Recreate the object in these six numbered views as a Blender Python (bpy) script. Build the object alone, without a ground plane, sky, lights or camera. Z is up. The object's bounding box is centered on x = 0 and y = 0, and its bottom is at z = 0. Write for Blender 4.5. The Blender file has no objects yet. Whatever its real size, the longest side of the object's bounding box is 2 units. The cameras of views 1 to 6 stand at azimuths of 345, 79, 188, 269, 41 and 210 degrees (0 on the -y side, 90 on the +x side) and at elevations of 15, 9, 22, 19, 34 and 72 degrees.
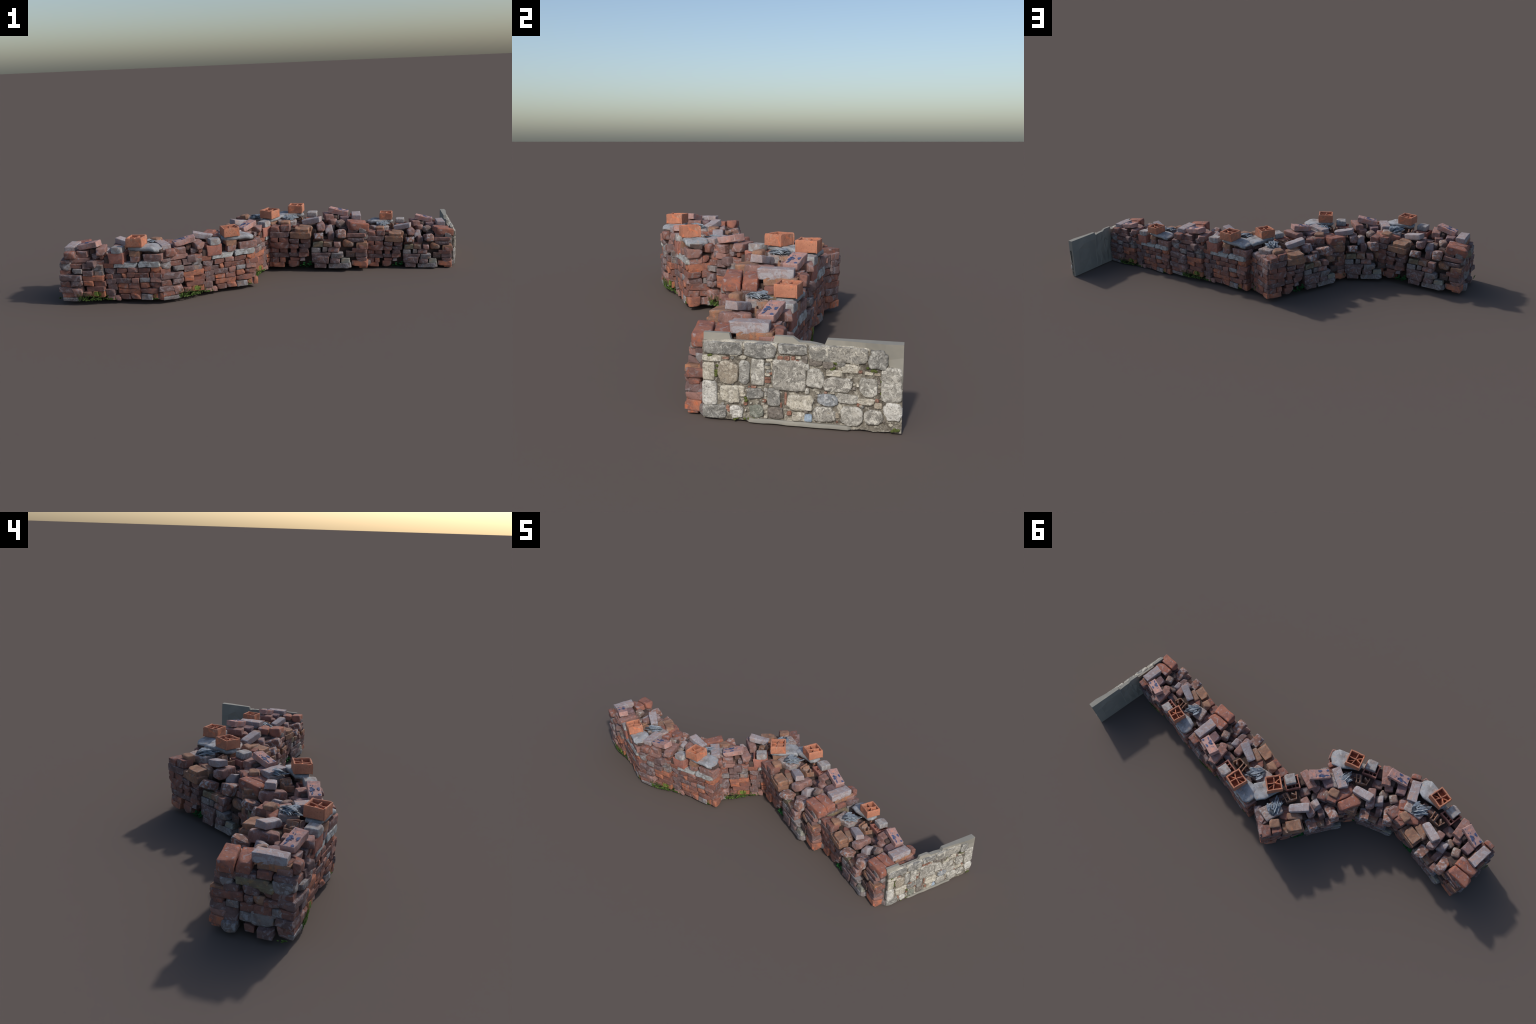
"""Ruined garden wall: five heaps of stacked salvaged bricks in a zigzag row,
closed at one end by a thin slab of rubble-stone masonry."""
import bpy, bmesh, math, random
from mathutils import Vector, Matrix, Euler, noise

# ----------------------------------------------------------------------------
# Layout.  Every heap is the same stack of bricks; a heap has its own frame:
# x runs along the heap, y towards its mossy flank, z up from its foot.
# (scale, heading in degrees, x, y, z)
# ----------------------------------------------------------------------------
HEAPS = [
    (0.863, -25.8, 0.593, -0.024, 0.0057),
    (1.000, -25.87, 0.179, 0.132, 0.017),
    (1.000, -139.23, 0.019, 0.068, 0.017),
    (1.000, -174.37, -0.250, -0.203, 0.017),
    (1.000, 155.24, -0.661, -0.220, 0.019),
]

# Bricks of the mossy flank, from the foot up: (x from, x to, z from, z to, tone)
MOSSY_FLANK = [
    (0.250, 0.327, -0.003, 0.012, 'grey'), (0.274, 0.341, 0.035, 0.058, 'mauve'),
    (0.274, 0.330, 0.013, 0.036, 'red'), (0.238, 0.279, 0.015, 0.059, 'rose'),
    (0.199, 0.233, 0.018, 0.037, 'red'), (0.168, 0.200, 0.015, 0.038, 'moss'),
    (0.141, 0.169, 0.011, 0.038, 'moss'), (0.139, 0.221, 0.037, 0.059, 'red'),
    (0.104, 0.140, -0.005, 0.017, 'rose'), (0.078, 0.103, -0.007, 0.015, 'rose'),
    (0.031, 0.079, -0.003, 0.021, 'red'), (-0.012, 0.031, -0.001, 0.023, 'orange'),
    (-0.065, -0.014, -0.003, 0.023, 'grey'), (-0.088, -0.067, 0.000, 0.024, 'moss'),
    (-0.117, -0.097, -0.004, 0.029, 'orange'), (0.098, 0.138, 0.017, 0.044, 'mauve'),
    (-0.012, 0.085, 0.024, 0.048, 'orange'), (-0.088, -0.014, 0.026, 0.047, 'red'),
    (0.089, 0.128, 0.044, 0.069, 'mauve'), (0.037, 0.084, 0.049, 0.071, 'orange'),
    (-0.010, 0.036, 0.047, 0.072, 'red'), (-0.055, -0.015, 0.051, 0.074, 'orange'),
    (-0.103, -0.058, 0.051, 0.074, 'red'), (0.284, 0.333, 0.059, 0.085, 'red'),
    (0.233, 0.282, 0.061, 0.087, 'mauve'), (0.185, 0.228, 0.064, 0.086, 'orange'),
    (0.135, 0.184, 0.059, 0.083, 'red'), (0.088, 0.135, 0.069, 0.091, 'mauve'),
    (0.023, 0.089, 0.072, 0.093, 'mauve'), (-0.010, 0.022, 0.072, 0.094, 'rose'),
    (-0.057, -0.014, 0.075, 0.095, 'grey'), (-0.109, -0.059, 0.075, 0.096, 'rose'),
    (0.234, 0.334, 0.088, 0.114, 'mauve'), (0.140, 0.232, 0.085, 0.107, 'orange'),
    (0.105, 0.138, 0.093, 0.111, 'red'), (0.065, 0.103, 0.092, 0.110, 'mauve'),
    (0.042, 0.065, 0.093, 0.114, 'orange'), (0.007, 0.040, 0.095, 0.117, 'red'),
    (-0.054, 0.006, 0.096, 0.116, 'red'), (-0.119, -0.061, 0.097, 0.116, 'red'),
    (0.086, 0.135, 0.111, 0.135, 'mauve'), (0.039, 0.085, 0.114, 0.136, 'red'),
    (-0.007, 0.037, 0.117, 0.139, 'rose'), (-0.064, -0.010, 0.117, 0.138, 'red'),
    (-0.106, -0.066, 0.117, 0.141, 'orange'), (0.286, 0.316, 0.116, 0.137, 'dark'),
    (0.231, 0.273, 0.117, 0.137, 'grey'), (0.184, 0.229, 0.109, 0.131, 'mauve'),
    (0.143, 0.182, 0.106, 0.127, 'grey'), (0.235, 0.290, 0.140, 0.159, 'red'),
    (0.191, 0.232, 0.135, 0.159, 'mauve'), (0.144, 0.190, 0.129, 0.154, 'grey'),
    (0.097, 0.143, 0.136, 0.157, 'orange'), (-0.006, 0.092, 0.139, 0.161, 'white'),
    (-0.109, -0.012, 0.140, 0.165, 'white'), (0.201, 0.302, 0.162, 0.182, 'rose'),
    (0.140, 0.189, 0.152, 0.174, 'red'), (-0.119, -0.035, 0.166, 0.197, 'rose'),
    (0.258, 0.304, 0.184, 0.207, 'red'), (0.209, 0.257, 0.183, 0.211, 'rose'),
    (0.180, 0.204, 0.191, 0.215, 'dark'), (0.154, 0.186, 0.175, 0.199, 'mauve'),
    (0.137, 0.155, 0.177, 0.196, 'orange'), (-0.022, 0.026, 0.190, 0.211, 'tan'),
    (-0.114, -0.038, 0.200, 0.215, 'dark'), (-0.020, 0.022, 0.161, 0.188, 'rose'),
]

# Bricks of the opposite flank
SHADY_FLANK = [
    (-0.098, -0.042, -0.000, 0.024, 'orange'), (-0.022, 0.028, 0.002, 0.032, 'red'),
    (0.101, 0.161, -0.003, 0.022, 'mauve'), (0.171, 0.276, -0.003, 0.020, 'grey'),
    (0.280, 0.354, 0.002, 0.029, 'orange'), (-0.099, -0.066, 0.025, 0.049, 'red'),
    (-0.063, -0.036, 0.025, 0.050, 'orange'), (-0.011, 0.032, 0.034, 0.049, 'red'),
    (0.034, 0.057, 0.032, 0.048, 'mauve'), (0.093, 0.174, 0.023, 0.057, 'mauve'),
    (0.177, 0.227, 0.023, 0.047, 'mauve'), (0.229, 0.270, 0.020, 0.046, 'stone'),
    (0.303, 0.351, 0.027, 0.048, 'rose'), (-0.101, -0.021, 0.051, 0.073, 'mauve'),
    (-0.018, 0.028, 0.053, 0.075, 'mauve'), (0.029, 0.078, 0.053, 0.076, 'red'),
    (0.090, 0.184, 0.050, 0.074, 'mauve'), (0.186, 0.240, 0.048, 0.074, 'grey'),
    (0.251, 0.293, 0.048, 0.077, 'dark'), (0.294, 0.350, 0.049, 0.076, 'mauve'),
    (-0.104, -0.065, 0.074, 0.096, 'red'), (-0.061, -0.023, 0.073, 0.095, 'red'),
    (-0.011, 0.020, 0.075, 0.096, 'red'), (0.032, 0.076, 0.076, 0.097, 'mauve'),
    (0.088, 0.133, 0.072, 0.097, 'grey'), (0.143, 0.167, 0.078, 0.100, 'grey'),
    (0.169, 0.221, 0.077, 0.101, 'rose'), (0.280, 0.350, 0.070, 0.091, 'red'),
    (-0.104, -0.016, 0.094, 0.124, 'red'), (-0.013, 0.031, 0.097, 0.118, 'red'),
    (0.033, 0.086, 0.097, 0.118, 'mauve'), (0.097, 0.145, 0.099, 0.124, 'khaki'),
    (0.147, 0.190, 0.102, 0.126, 'tan'), (0.195, 0.228, 0.100, 0.125, 'rose'),
    (0.234, 0.291, 0.092, 0.133, 'tan'), (0.301, 0.352, 0.093, 0.119, 'tan'),
    (-0.103, -0.069, 0.126, 0.149, 'red'), (-0.064, -0.019, 0.123, 0.147, 'red'),
    (-0.013, 0.032, 0.120, 0.143, 'mauve'), (0.039, 0.086, 0.120, 0.142, 'red'),
    (0.259, 0.336, 0.120, 0.136, 'mauve'), (-0.106, -0.014, 0.149, 0.177, 'mauve'),
    (-0.007, 0.088, 0.144, 0.173, 'tan'), (0.256, 0.345, 0.141, 0.162, 'rose'),
    (-0.100, -0.058, 0.178, 0.203, 'red'), (-0.053, -0.010, 0.178, 0.208, 'red'),
    (0.263, 0.307, 0.164, 0.184, 'mauve'), (0.311, 0.346, 0.163, 0.184, 'grey'),
]

# Bricks of the high end: (y from, y to, z from, z to, tone)
OUTER_END = [
    (-0.189, -0.151, -0.008, 0.020, 'orange'), (-0.187, -0.149, 0.018, 0.046, 'red'),
    (-0.186, -0.145, 0.043, 0.071, 'mauve'), (-0.185, -0.156, 0.067, 0.095, 'red'),
    (-0.146, -0.101, -0.016, 0.023, 'grey'), (-0.145, -0.103, 0.015, 0.064, 'mauve'),
    (-0.140, -0.100, 0.065, 0.088, 'grey'), (-0.084, -0.054, -0.005, 0.018, 'red'),
    (-0.099, -0.061, 0.025, 0.055, 'grey'), (-0.066, 0.003, 0.022, 0.064, 'grey'),
    (-0.100, -0.059, 0.056, 0.083, 'red'), (-0.057, -0.007, 0.060, 0.084, 'red'),
    (-0.007, 0.066, 0.051, 0.082, 'grey'), (-0.042, 0.004, -0.018, 0.022, 'mauve'),
    (0.009, 0.043, -0.002, 0.031, 'rose'), (0.015, 0.066, 0.026, 0.056, 'red'),
    (0.042, 0.063, -0.004, 0.029, 'white'), (-0.089, -0.062, 0.081, 0.109, 'mauve'),
    (-0.062, -0.029, 0.084, 0.111, 'tan'), (-0.031, 0.012, 0.083, 0.107, 'red'),
    (0.017, 0.065, 0.081, 0.113, 'mauve'), (-0.094, -0.044, 0.110, 0.138, 'mauve'),
    (-0.035, -0.009, 0.111, 0.143, 'red'), (-0.008, 0.049, 0.110, 0.134, 'red'),
    (-0.010, 0.061, 0.128, 0.164, 'grey'), (-0.010, 0.053, 0.161, 0.176, 'mauve'),
    (-0.111, -0.020, 0.136, 0.159, 'khaki'), (-0.157, -0.120, 0.127, 0.152, 'grey'),
    (-0.145, -0.102, 0.110, 0.134, 'mauve'), (-0.157, -0.121, 0.146, 0.167, 'mauve'),
    (-0.122, -0.059, 0.146, 0.173, 'mauve'), (-0.058, -0.012, 0.160, 0.182, 'red'),
    (-0.065, 0.032, 0.180, 0.205, 'tan'), (0.033, 0.057, 0.181, 0.213, 'red'),
]

# Bricks of the low end
INNER_END = [
    (-0.056, 0.030, 0.000, 0.024, 'rose'), (-0.011, 0.030, 0.027, 0.050, 'rose'),
    (-0.052, -0.013, 0.029, 0.050, 'red'), (-0.052, 0.031, 0.051, 0.075, 'red'),
    (-0.024, 0.025, 0.075, 0.096, 'mauve'), (-0.064, -0.027, 0.074, 0.097, 'grey'),
    (-0.020, 0.026, 0.100, 0.122, 'orange'), (-0.056, -0.024, 0.098, 0.123, 'red'),
    (-0.056, 0.026, 0.121, 0.146, 'orange'), (-0.024, 0.019, 0.144, 0.167, 'rose'),
     (-0.025, 0.019, 0.167, 0.190, 'red'),
    (-0.050, -0.026, 0.148, 0.171, 'red'),
]


# Loose pieces lying on top:
# (kind, centre x, y, top z, length, width, thickness, yaw, pitch, roll, tone, roundness)
LOOSE = [
    ('painted_brick', 0.207, 0.003, 0.243, 0.094, 0.043, 0.024, -5, 11, 0, 'painted', .15),
    ('brick', 0.156, -0.004, 0.222, 0.094, 0.040, 0.027, -76, 0, 0, 'rose', .2),
    ('brick', 0.181, -0.036, 0.203, 0.058, 0.040, 0.030, -70, 0, 4, 'rose', .3),
    ('brick', 0.294, -0.028, 0.228, 0.096, 0.043, 0.029, -86, 0, 0, 'lavender', .12),
    ('brick', 0.238, -0.032, 0.214, 0.062, 0.042, 0.032, -85, 0, 0, 'plum', .12),
    ('brick', 0.297, -0.098, 0.206, 0.092, 0.044, 0.034, 9, 4, 0, 'scarlet', .2),
    ('brick', 0.310, -0.147, 0.209, 0.098, 0.048, 0.036, 11, 7, 0, 'scarlet', .25),
    ('brick', 0.226, -0.160, 0.176, 0.090, 0.044, 0.040, -78, -14, 0, 'limewashed', .3),
    ('broken_brick', 0.222, -0.088, 0.204, 0.042, 0.037, 0.036, -60, 8, 10, 'rubble', .45),
    ('broken_brick', 0.165, -0.113, 0.187, 0.042, 0.038, 0.042, -79, -16, 8, 'lavender', .2),
    ('brick', 0.180, -0.150, 0.163, 0.050, 0.030, 0.040, -83, -10, 0, 'mauve', .25),
    ('brick', 0.125, -0.196, 0.167, 0.062, 0.043, 0.030, -81, -20, 0, 'limewashed', .15),
    ('brick', 0.046, -0.190, 0.192, 0.066, 0.048, 0.028, -1, 0, 5, 'tan', .15),
    ('brick', 0.060, -0.150, 0.196, 0.070, 0.030, 0.032, -11, 4, 0, 'tan', .3),
    ('brick', 0.087, -0.124, 0.224, 0.090, 0.038, 0.024, -12, -13, 0, 'lavender', .2),
    ('brick', 0.126, -0.122, 0.203, 0.094, 0.037, 0.038, -77, 0, 4, 'rose', .35),
    ('broken_brick', 0.175, -0.076, 0.177, 0.040, 0.034, 0.036, -13, 0, 12, 'rubble', .5),
    ('brick', -0.037, -0.107, 0.213, 0.090, 0.066, 0.036, 18, 0, -3, 'dusty', .3),
    ('broken_brick', -0.036, -0.168, 0.222, 0.046, 0.038, 0.034, -6, 0, 8, 'tan', .3),
    ('broken_brick', -0.090, -0.130, 0.190, 0.034, 0.032, 0.030, -40, 0, 0, 'rose', .3),
    ('brick', 0.127, -0.044, 0.174, 0.060, 0.042, 0.030, 5, 0, 0, 'mauve', .25),
    ('broken_brick', 0.126, 0.006, 0.186, 0.030, 0.044, 0.036, 4, 0, 0, 'dark', .3),
    ('brick', 0.076, 0.014, 0.228, 0.048, 0.045, 0.025, -2, 0, 0, 'pale_lavender', .2),
    ('brick', 0.331, -0.136, 0.113, 0.098, 0.046, 0.026, -86, 2, 0, 'red', .3),
    ('brick', 0.312, -0.045, 0.152, 0.090, 0.044, 0.030, 84, 0, 0, 'khaki', .3),
    ('brick', 0.012, -0.060, 0.190, 0.090, 0.044, 0.028, 10, 0, 0, 'mauve', .25),
    ('brick', 0.250, -0.095, 0.180, 0.090, 0.044, 0.028, 70, 0, 0, 'dark', .3),
    ('brick', 0.205, -0.120, 0.148, 0.090, 0.044, 0.028, 40, 0, 0, 'mauve', .3),
    ('brick', 0.140, -0.158, 0.132, 0.080, 0.044, 0.028, -10, 0, 0, 'red', .3),
    ('brick', 0.222, -0.010, 0.190, 0.080, 0.040, 0.028, 10, 0, 0, 'dark', .3),
    ('brick', 0.020, -0.125, 0.190, 0.060, 0.044, 0.030, 60, 0, 0, 'red', .3),
    ('brick', 0.185, 0.014, 0.172, 0.080, 0.040, 0.028, 80, 0, 0, 'mauve', .3),
    ('brick', 0.275, 0.012, 0.196, 0.080, 0.044, 0.030, 10, 0, 0, 'rose', .3),
]

# Rubble masonry at the end: (u from, u to, z from, z to, tone, shape) on its face
MASONRY_STONES = [
    (0.004, 0.087, 0.143, 0.170, 'grey', 'r'), (0.090, 0.159, 0.139, 0.173, 'grey', 'c'),
    (0.162, 0.222, 0.152, 0.173, 'grey', 'r'), (0.225, 0.347, 0.142, 0.175, 'cap', 'r'),
    (0.347, 0.385, 0.132, 0.172, 'grey', 'c'), (0.000, 0.041, 0.127, 0.140, 'cream', 'r'),
    (-0.000, 0.027, 0.085, 0.124, 'cream', 'r'), (0.033, 0.078, 0.082, 0.130, 'tan', 'c'),
    (0.079, 0.103, 0.082, 0.133, 'grey', 'c'), (0.105, 0.134, 0.082, 0.139, 'pale', 'r'),
    (0.149, 0.222, 0.075, 0.141, 'mottled', 'r'), (0.223, 0.258, 0.084, 0.126, 'pale', 'c'),
    (0.227, 0.253, 0.131, 0.147, 'brown', 'c'), (0.254, 0.277, 0.127, 0.146, 'brown', 'c'),
    (0.282, 0.302, 0.133, 0.145, 'grey', 'c'), (0.294, 0.327, 0.120, 0.139, 'cream', 'c'),
    (0.261, 0.296, 0.112, 0.125, 'cream', 'r'), (0.259, 0.316, 0.079, 0.110, 'mottled', 'c'),
    (0.330, 0.367, 0.075, 0.113, 'pale', 'c'), (0.373, 0.415, 0.065, 0.138, 'pale', 'r'),
    (-0.001, 0.031, 0.031, 0.084, 'white', 'r'), (0.038, 0.082, 0.039, 0.078, 'cream', 'c'),
    (0.073, 0.091, 0.061, 0.077, 'cream', 'c'), (0.094, 0.130, 0.052, 0.075, 'grey', 'c'),
    (0.140, 0.167, 0.039, 0.077, 'grey', 'r'), (0.181, 0.240, 0.034, 0.069, 'cream', 'c'),
    (-0.001, 0.051, 0.003, 0.032, 'grey', 'r'), (0.060, 0.088, 0.007, 0.034, 'white', 'c'),
    (0.100, 0.132, 0.011, 0.038, 'green', 'c'), (0.143, 0.174, 0.012, 0.036, 'brown', 'c'),
    (0.192, 0.220, 0.011, 0.030, 'cream', 'r'), (0.218, 0.234, 0.011, 0.026, 'blue', 'r'),
    (0.380, 0.415, 0.027, 0.065, 'white', 'c'), (0.246, 0.287, 0.048, 0.073, 'bluegrey', 'c'),
    (0.261, 0.290, 0.023, 0.035, 'tan', 'c'), (0.360, 0.376, 0.050, 0.063, 'tan', 'c'),
    (0.324, 0.360, 0.057, 0.070, 'cream', 'c'), (0.283, 0.326, 0.056, 0.076, 'pale', 'c'),
    (0.235, 0.283, 0.013, 0.045, 'mottled', 'c'), (0.292, 0.339, 0.009, 0.050, 'pale', 'c'),
    (0.341, 0.377, 0.015, 0.047, 'mottled', 'c'), (0.134, 0.147, 0.095, 0.100, 'brick', 'r'),
    (0.134, 0.147, 0.088, 0.094, 'brick', 'r'), (0.176, 0.181, 0.042, 0.070, 'brick', 'r'),
    (0.167, 0.171, 0.034, 0.047, 'brick', 'r'), (0.161, 0.174, 0.138, 0.147, 'brick', 'r'),
    (0.175, 0.187, 0.139, 0.148, 'brick', 'r'), (0.190, 0.198, 0.140, 0.148, 'brick', 'r'),
    (0.199, 0.210, 0.143, 0.149, 'cream', 'r'), (0.199, 0.208, 0.135, 0.141, 'brick', 'r'),
    (0.043, 0.058, 0.133, 0.138, 'brick', 'r'), (0.059, 0.078, 0.140, 0.148, 'cream', 'c'),
    (0.081, 0.096, 0.136, 0.143, 'cream', 'c'), (0.137, 0.151, 0.134, 0.141, 'cream', 'c'),
    (0.135, 0.146, 0.125, 0.131, 'grey', 'r'), (0.135, 0.146, 0.118, 0.124, 'cream', 'r'),
    (0.137, 0.147, 0.110, 0.117, 'grey', 'c'), (0.135, 0.146, 0.103, 0.109, 'cream', 'c'),
    (0.212, 0.224, 0.135, 0.151, 'brown', 'r'), (0.212, 0.227, 0.121, 0.134, 'pale', 'c'),
    (0.132, 0.140, 0.068, 0.077, 'white', 'c'), (0.134, 0.139, 0.059, 0.067, 'white', 'c'),
    (0.219, 0.228, 0.071, 0.083, 'pale', 'c'), (0.339, 0.357, 0.119, 0.126, 'cream', 'c'),
    (0.359, 0.372, 0.119, 0.125, 'tan', 'r'), (0.311, 0.329, 0.140, 0.144, 'cream', 'r'),
    (0.181, 0.191, 0.021, 0.030, 'brick', 'c'), (0.099, 0.103, 0.074, 0.078, 'brick', 'r'),
    (0.105, 0.116, 0.075, 0.079, 'brick', 'r'), (0.051, 0.058, 0.023, 0.033, 'brick', 'c'),
    (0.089, 0.098, 0.036, 0.043, 'brick', 'c'), (0.078, 0.093, 0.054, 0.061, 'cream', 'c'),
    (0.054, 0.068, 0.079, 0.083, 'bluegrey', 'r'), (0.302, 0.312, 0.104, 0.111, 'white', 'c'),
    (0.365, 0.372, 0.101, 0.110, 'brown', 'c'),
]

# ----------------------------------------------------------------------------
# Mesh helpers
# ----------------------------------------------------------------------------
def smooth(a, b, x):
    t = min(1.0, max(0.0, (x - a) / (b - a)))
    return t * t * (3 - 2 * t)


def box_grid(size, step, edge):
    """Surface grid of a box; cells are finer next to the edges."""
    def cuts(s):
        h = s / 2
        e = min(edge, h * 0.6)
        n = max(1, round((s - 2 * e) / step))
        inner = [-h + e + (s - 2 * e) * i / n for i in range(n + 1)]
        return [-h, -h + e * 0.4] + inner + [h - e * 0.4, h]
    ax = [cuts(s) for s in size]
    n = [len(a) - 1 for a in ax]
    index, verts, faces = {}, [], []

    def vid(i, j, k):
        key = (i, j, k)
        if key not in index:
            index[key] = len(verts)
            verts.append(Vector((ax[0][i], ax[1][j], ax[2][k])))
        return index[key]
    for k, flip in ((0, True), (n[2], False)):
        for i in range(n[0]):
            for j in range(n[1]):
                f = [vid(i, j, k), vid(i + 1, j, k), vid(i + 1, j + 1, k), vid(i, j + 1, k)]
                faces.append(f[::-1] if flip else f)
    for j, flip in ((0, False), (n[1], True)):
        for i in range(n[0]):
            for k in range(n[2]):
                f = [vid(i, j, k), vid(i + 1, j, k), vid(i + 1, j, k + 1), vid(i, j, k + 1)]
                faces.append(f[::-1] if flip else f)
    for i, flip in ((0, True), (n[0], False)):
        for j in range(n[1]):
            for k in range(n[2]):
                f = [vid(i, j, k), vid(i, j + 1, k), vid(i, j + 1, k + 1), vid(i, j, k + 1)]
                faces.append(f[::-1] if flip else f)
    return verts, faces


def worn_block(size, seed, roundness=.2, chips=3, warp=1.0, step=.0075):
    """A brick or stone: box with rounded edges, knocked-off corners and a wavy skin."""
    rnd = random.Random(seed)
    m = min(size)
    r = m * roundness
    verts, faces = box_grid(size, step, max(r, m * .12))
    h = Vector(size) / 2
    off = Vector((rnd.uniform(-50, 50), rnd.uniform(-50, 50), rnd.uniform(-50, 50)))
    planes = []
    for _ in range(chips):
        c = Vector((rnd.choice((-1, 1)), rnd.choice((-1, 1)), rnd.choice((-1, 1))))
        nrm = Vector((c.x * rnd.uniform(.35, 1), c.y * rnd.uniform(.35, 1), c.z * rnd.uniform(.35, 1))).normalized()
        corner = Vector((c.x * h.x, c.y * h.y, c.z * h.z))
        planes.append((nrm, corner.dot(nrm) - m * rnd.uniform(.08, .42)))
    # overall skew of the six faces
    skew = [rnd.uniform(-.05, .05) for _ in range(6)]
    out = []
    for v in verts:
        q = Vector([max(-h[i] + r, min(h[i] - r, v[i])) for i in range(3)])
        d = v - q
        p = q + d.normalized() * r if d.length > r else v.copy()
        nx, ny, nz = p.x / h.x, p.y / h.y, p.z / h.z
        p = Vector((p.x * (1 + skew[0] * ny + skew[1] * nz),
                    p.y * (1 + skew[2] * nx + skew[3] * nz),
                    p.z * (1 + skew[4] * nx + skew[5] * ny)))
        for nrm, dist in planes:
            over = p.dot(nrm) - dist
            if over > 0:
                p -= nrm * over * .92
        w = noise.noise_vector(p * 26 + off) * .0022 + noise.noise_vector(p * 80 + off) * .0008
        w += noise.noise_vector(p * 210 + off) * .0004
        out.append(p + w * warp)
    return out, faces


def transform(verts, M):
    return [M @ v for v in verts]


def new_mesh(name, parts, material_list, smooth_angle=38):
    """parts: list of (verts, faces, material index)."""
    V, F, MI = [], [], []
    for verts, faces, mi in parts:
        o = len(V)
        V.extend(verts)
        F.extend([tuple(i + o for i in f) for f in faces])
        MI.extend([mi] * len(faces))
    me = bpy.data.meshes.new(name)
    me.from_pydata([tuple(v) for v in V], [], F)
    for m in material_list:
        me.materials.append(m)
    me.polygons.foreach_set('material_index', MI)
    me.update()
    me.shade_smooth()
    me.set_sharp_from_angle(angle=math.radians(smooth_angle))
    return me


def link(me, name, parent=None):
    ob = bpy.data.objects.new(name, me)
    bpy.context.scene.collection.objects.link(ob)
    if parent:
        ob.parent = parent
    return ob


# ----------------------------------------------------------------------------
# Materials
# ----------------------------------------------------------------------------
def lin(rgb):
    def f(c):
        c /= 255
        return c / 12.92 if c <= .04045 else ((c + .055) / 1.055) ** 2.4
    return (f(rgb[0]), f(rgb[1]), f(rgb[2]), 1)


class Nodes:
    def __init__(self, name):
        self.mat = bpy.data.materials.new(name)
        self.mat.use_nodes = True
        self.t = self.mat.node_tree
        self.bsdf = self.t.nodes['Principled BSDF']
        self.co = self.t.nodes.new('ShaderNodeTexCoord').outputs['Object']

    def link(self, a, b):
        self.t.links.new(a, b)

    def noise(self, scale, detail=4, rough=.6, distortion=0, shift=0, stretch=None):
        n = self.t.nodes.new('ShaderNodeTexNoise')
        n.inputs['Scale'].default_value = scale
        n.inputs['Detail'].default_value = detail
        n.inputs['Roughness'].default_value = rough
        n.inputs['Distortion'].default_value = distortion
        mp = self.t.nodes.new('ShaderNodeMapping')
        mp.inputs['Location'].default_value = (shift, shift * .7, -shift)
        if stretch:
            mp.inputs['Scale'].default_value = stretch
        self.link(self.co, mp.inputs['Vector'])
        self.link(mp.outputs[0], n.inputs['Vector'])
        return n.outputs['Fac']

    def ramp(self, fac, lo, hi, a=0.0, b=1.0):
        m = self.t.nodes.new('ShaderNodeMapRange')
        m.interpolation_type = 'SMOOTHSTEP'
        for i, v in enumerate((lo, hi, a, b)):
            m.inputs[i + 1].default_value = v
        self.link(fac, m.inputs[0])
        return m.outputs[0]

    def mix(self, fac, a, b, blend='MIX'):
        m = self.t.nodes.new('ShaderNodeMix')
        m.data_type = 'RGBA'
        m.blend_type = blend
        for sock, val in ((m.inputs[0], fac), (m.inputs[6], a), (m.inputs[7], b)):
            if isinstance(val, (float, int)):
                sock.default_value = val
            elif isinstance(val, tuple):
                sock.default_value = val
            else:
                self.link(val, sock)
        return m.outputs[2]

    def math(self, op, a, b):
        m = self.t.nodes.new('ShaderNodeMath')
        m.operation = op
        for s, v in ((m.inputs[0], a), (m.inputs[1], b)):
            if isinstance(v, (float, int)):
                s.default_value = v
            else:
                self.link(v, s)
        return m.outputs[0]

    def finish(self, colour, bump_fac=None, bump=.4, dist=.002, rough=.9):
        if isinstance(colour, tuple):
            self.bsdf.inputs['Base Color'].default_value = colour
        else:
            self.link(colour, self.bsdf.inputs['Base Color'])
        self.bsdf.inputs['Roughness'].default_value = rough
        self.bsdf.inputs['Specular IOR Level'].default_value = .25
        if bump_fac is not None:
            b = self.t.nodes.new('ShaderNodeBump')
            b.inputs['Strength'].default_value = bump
            b.inputs['Distance'].default_value = dist
            self.link(bump_fac, b.inputs['Height'])
            self.link(b.outputs[0], self.bsdf.inputs['Normal'])
        return self.mat


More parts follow.
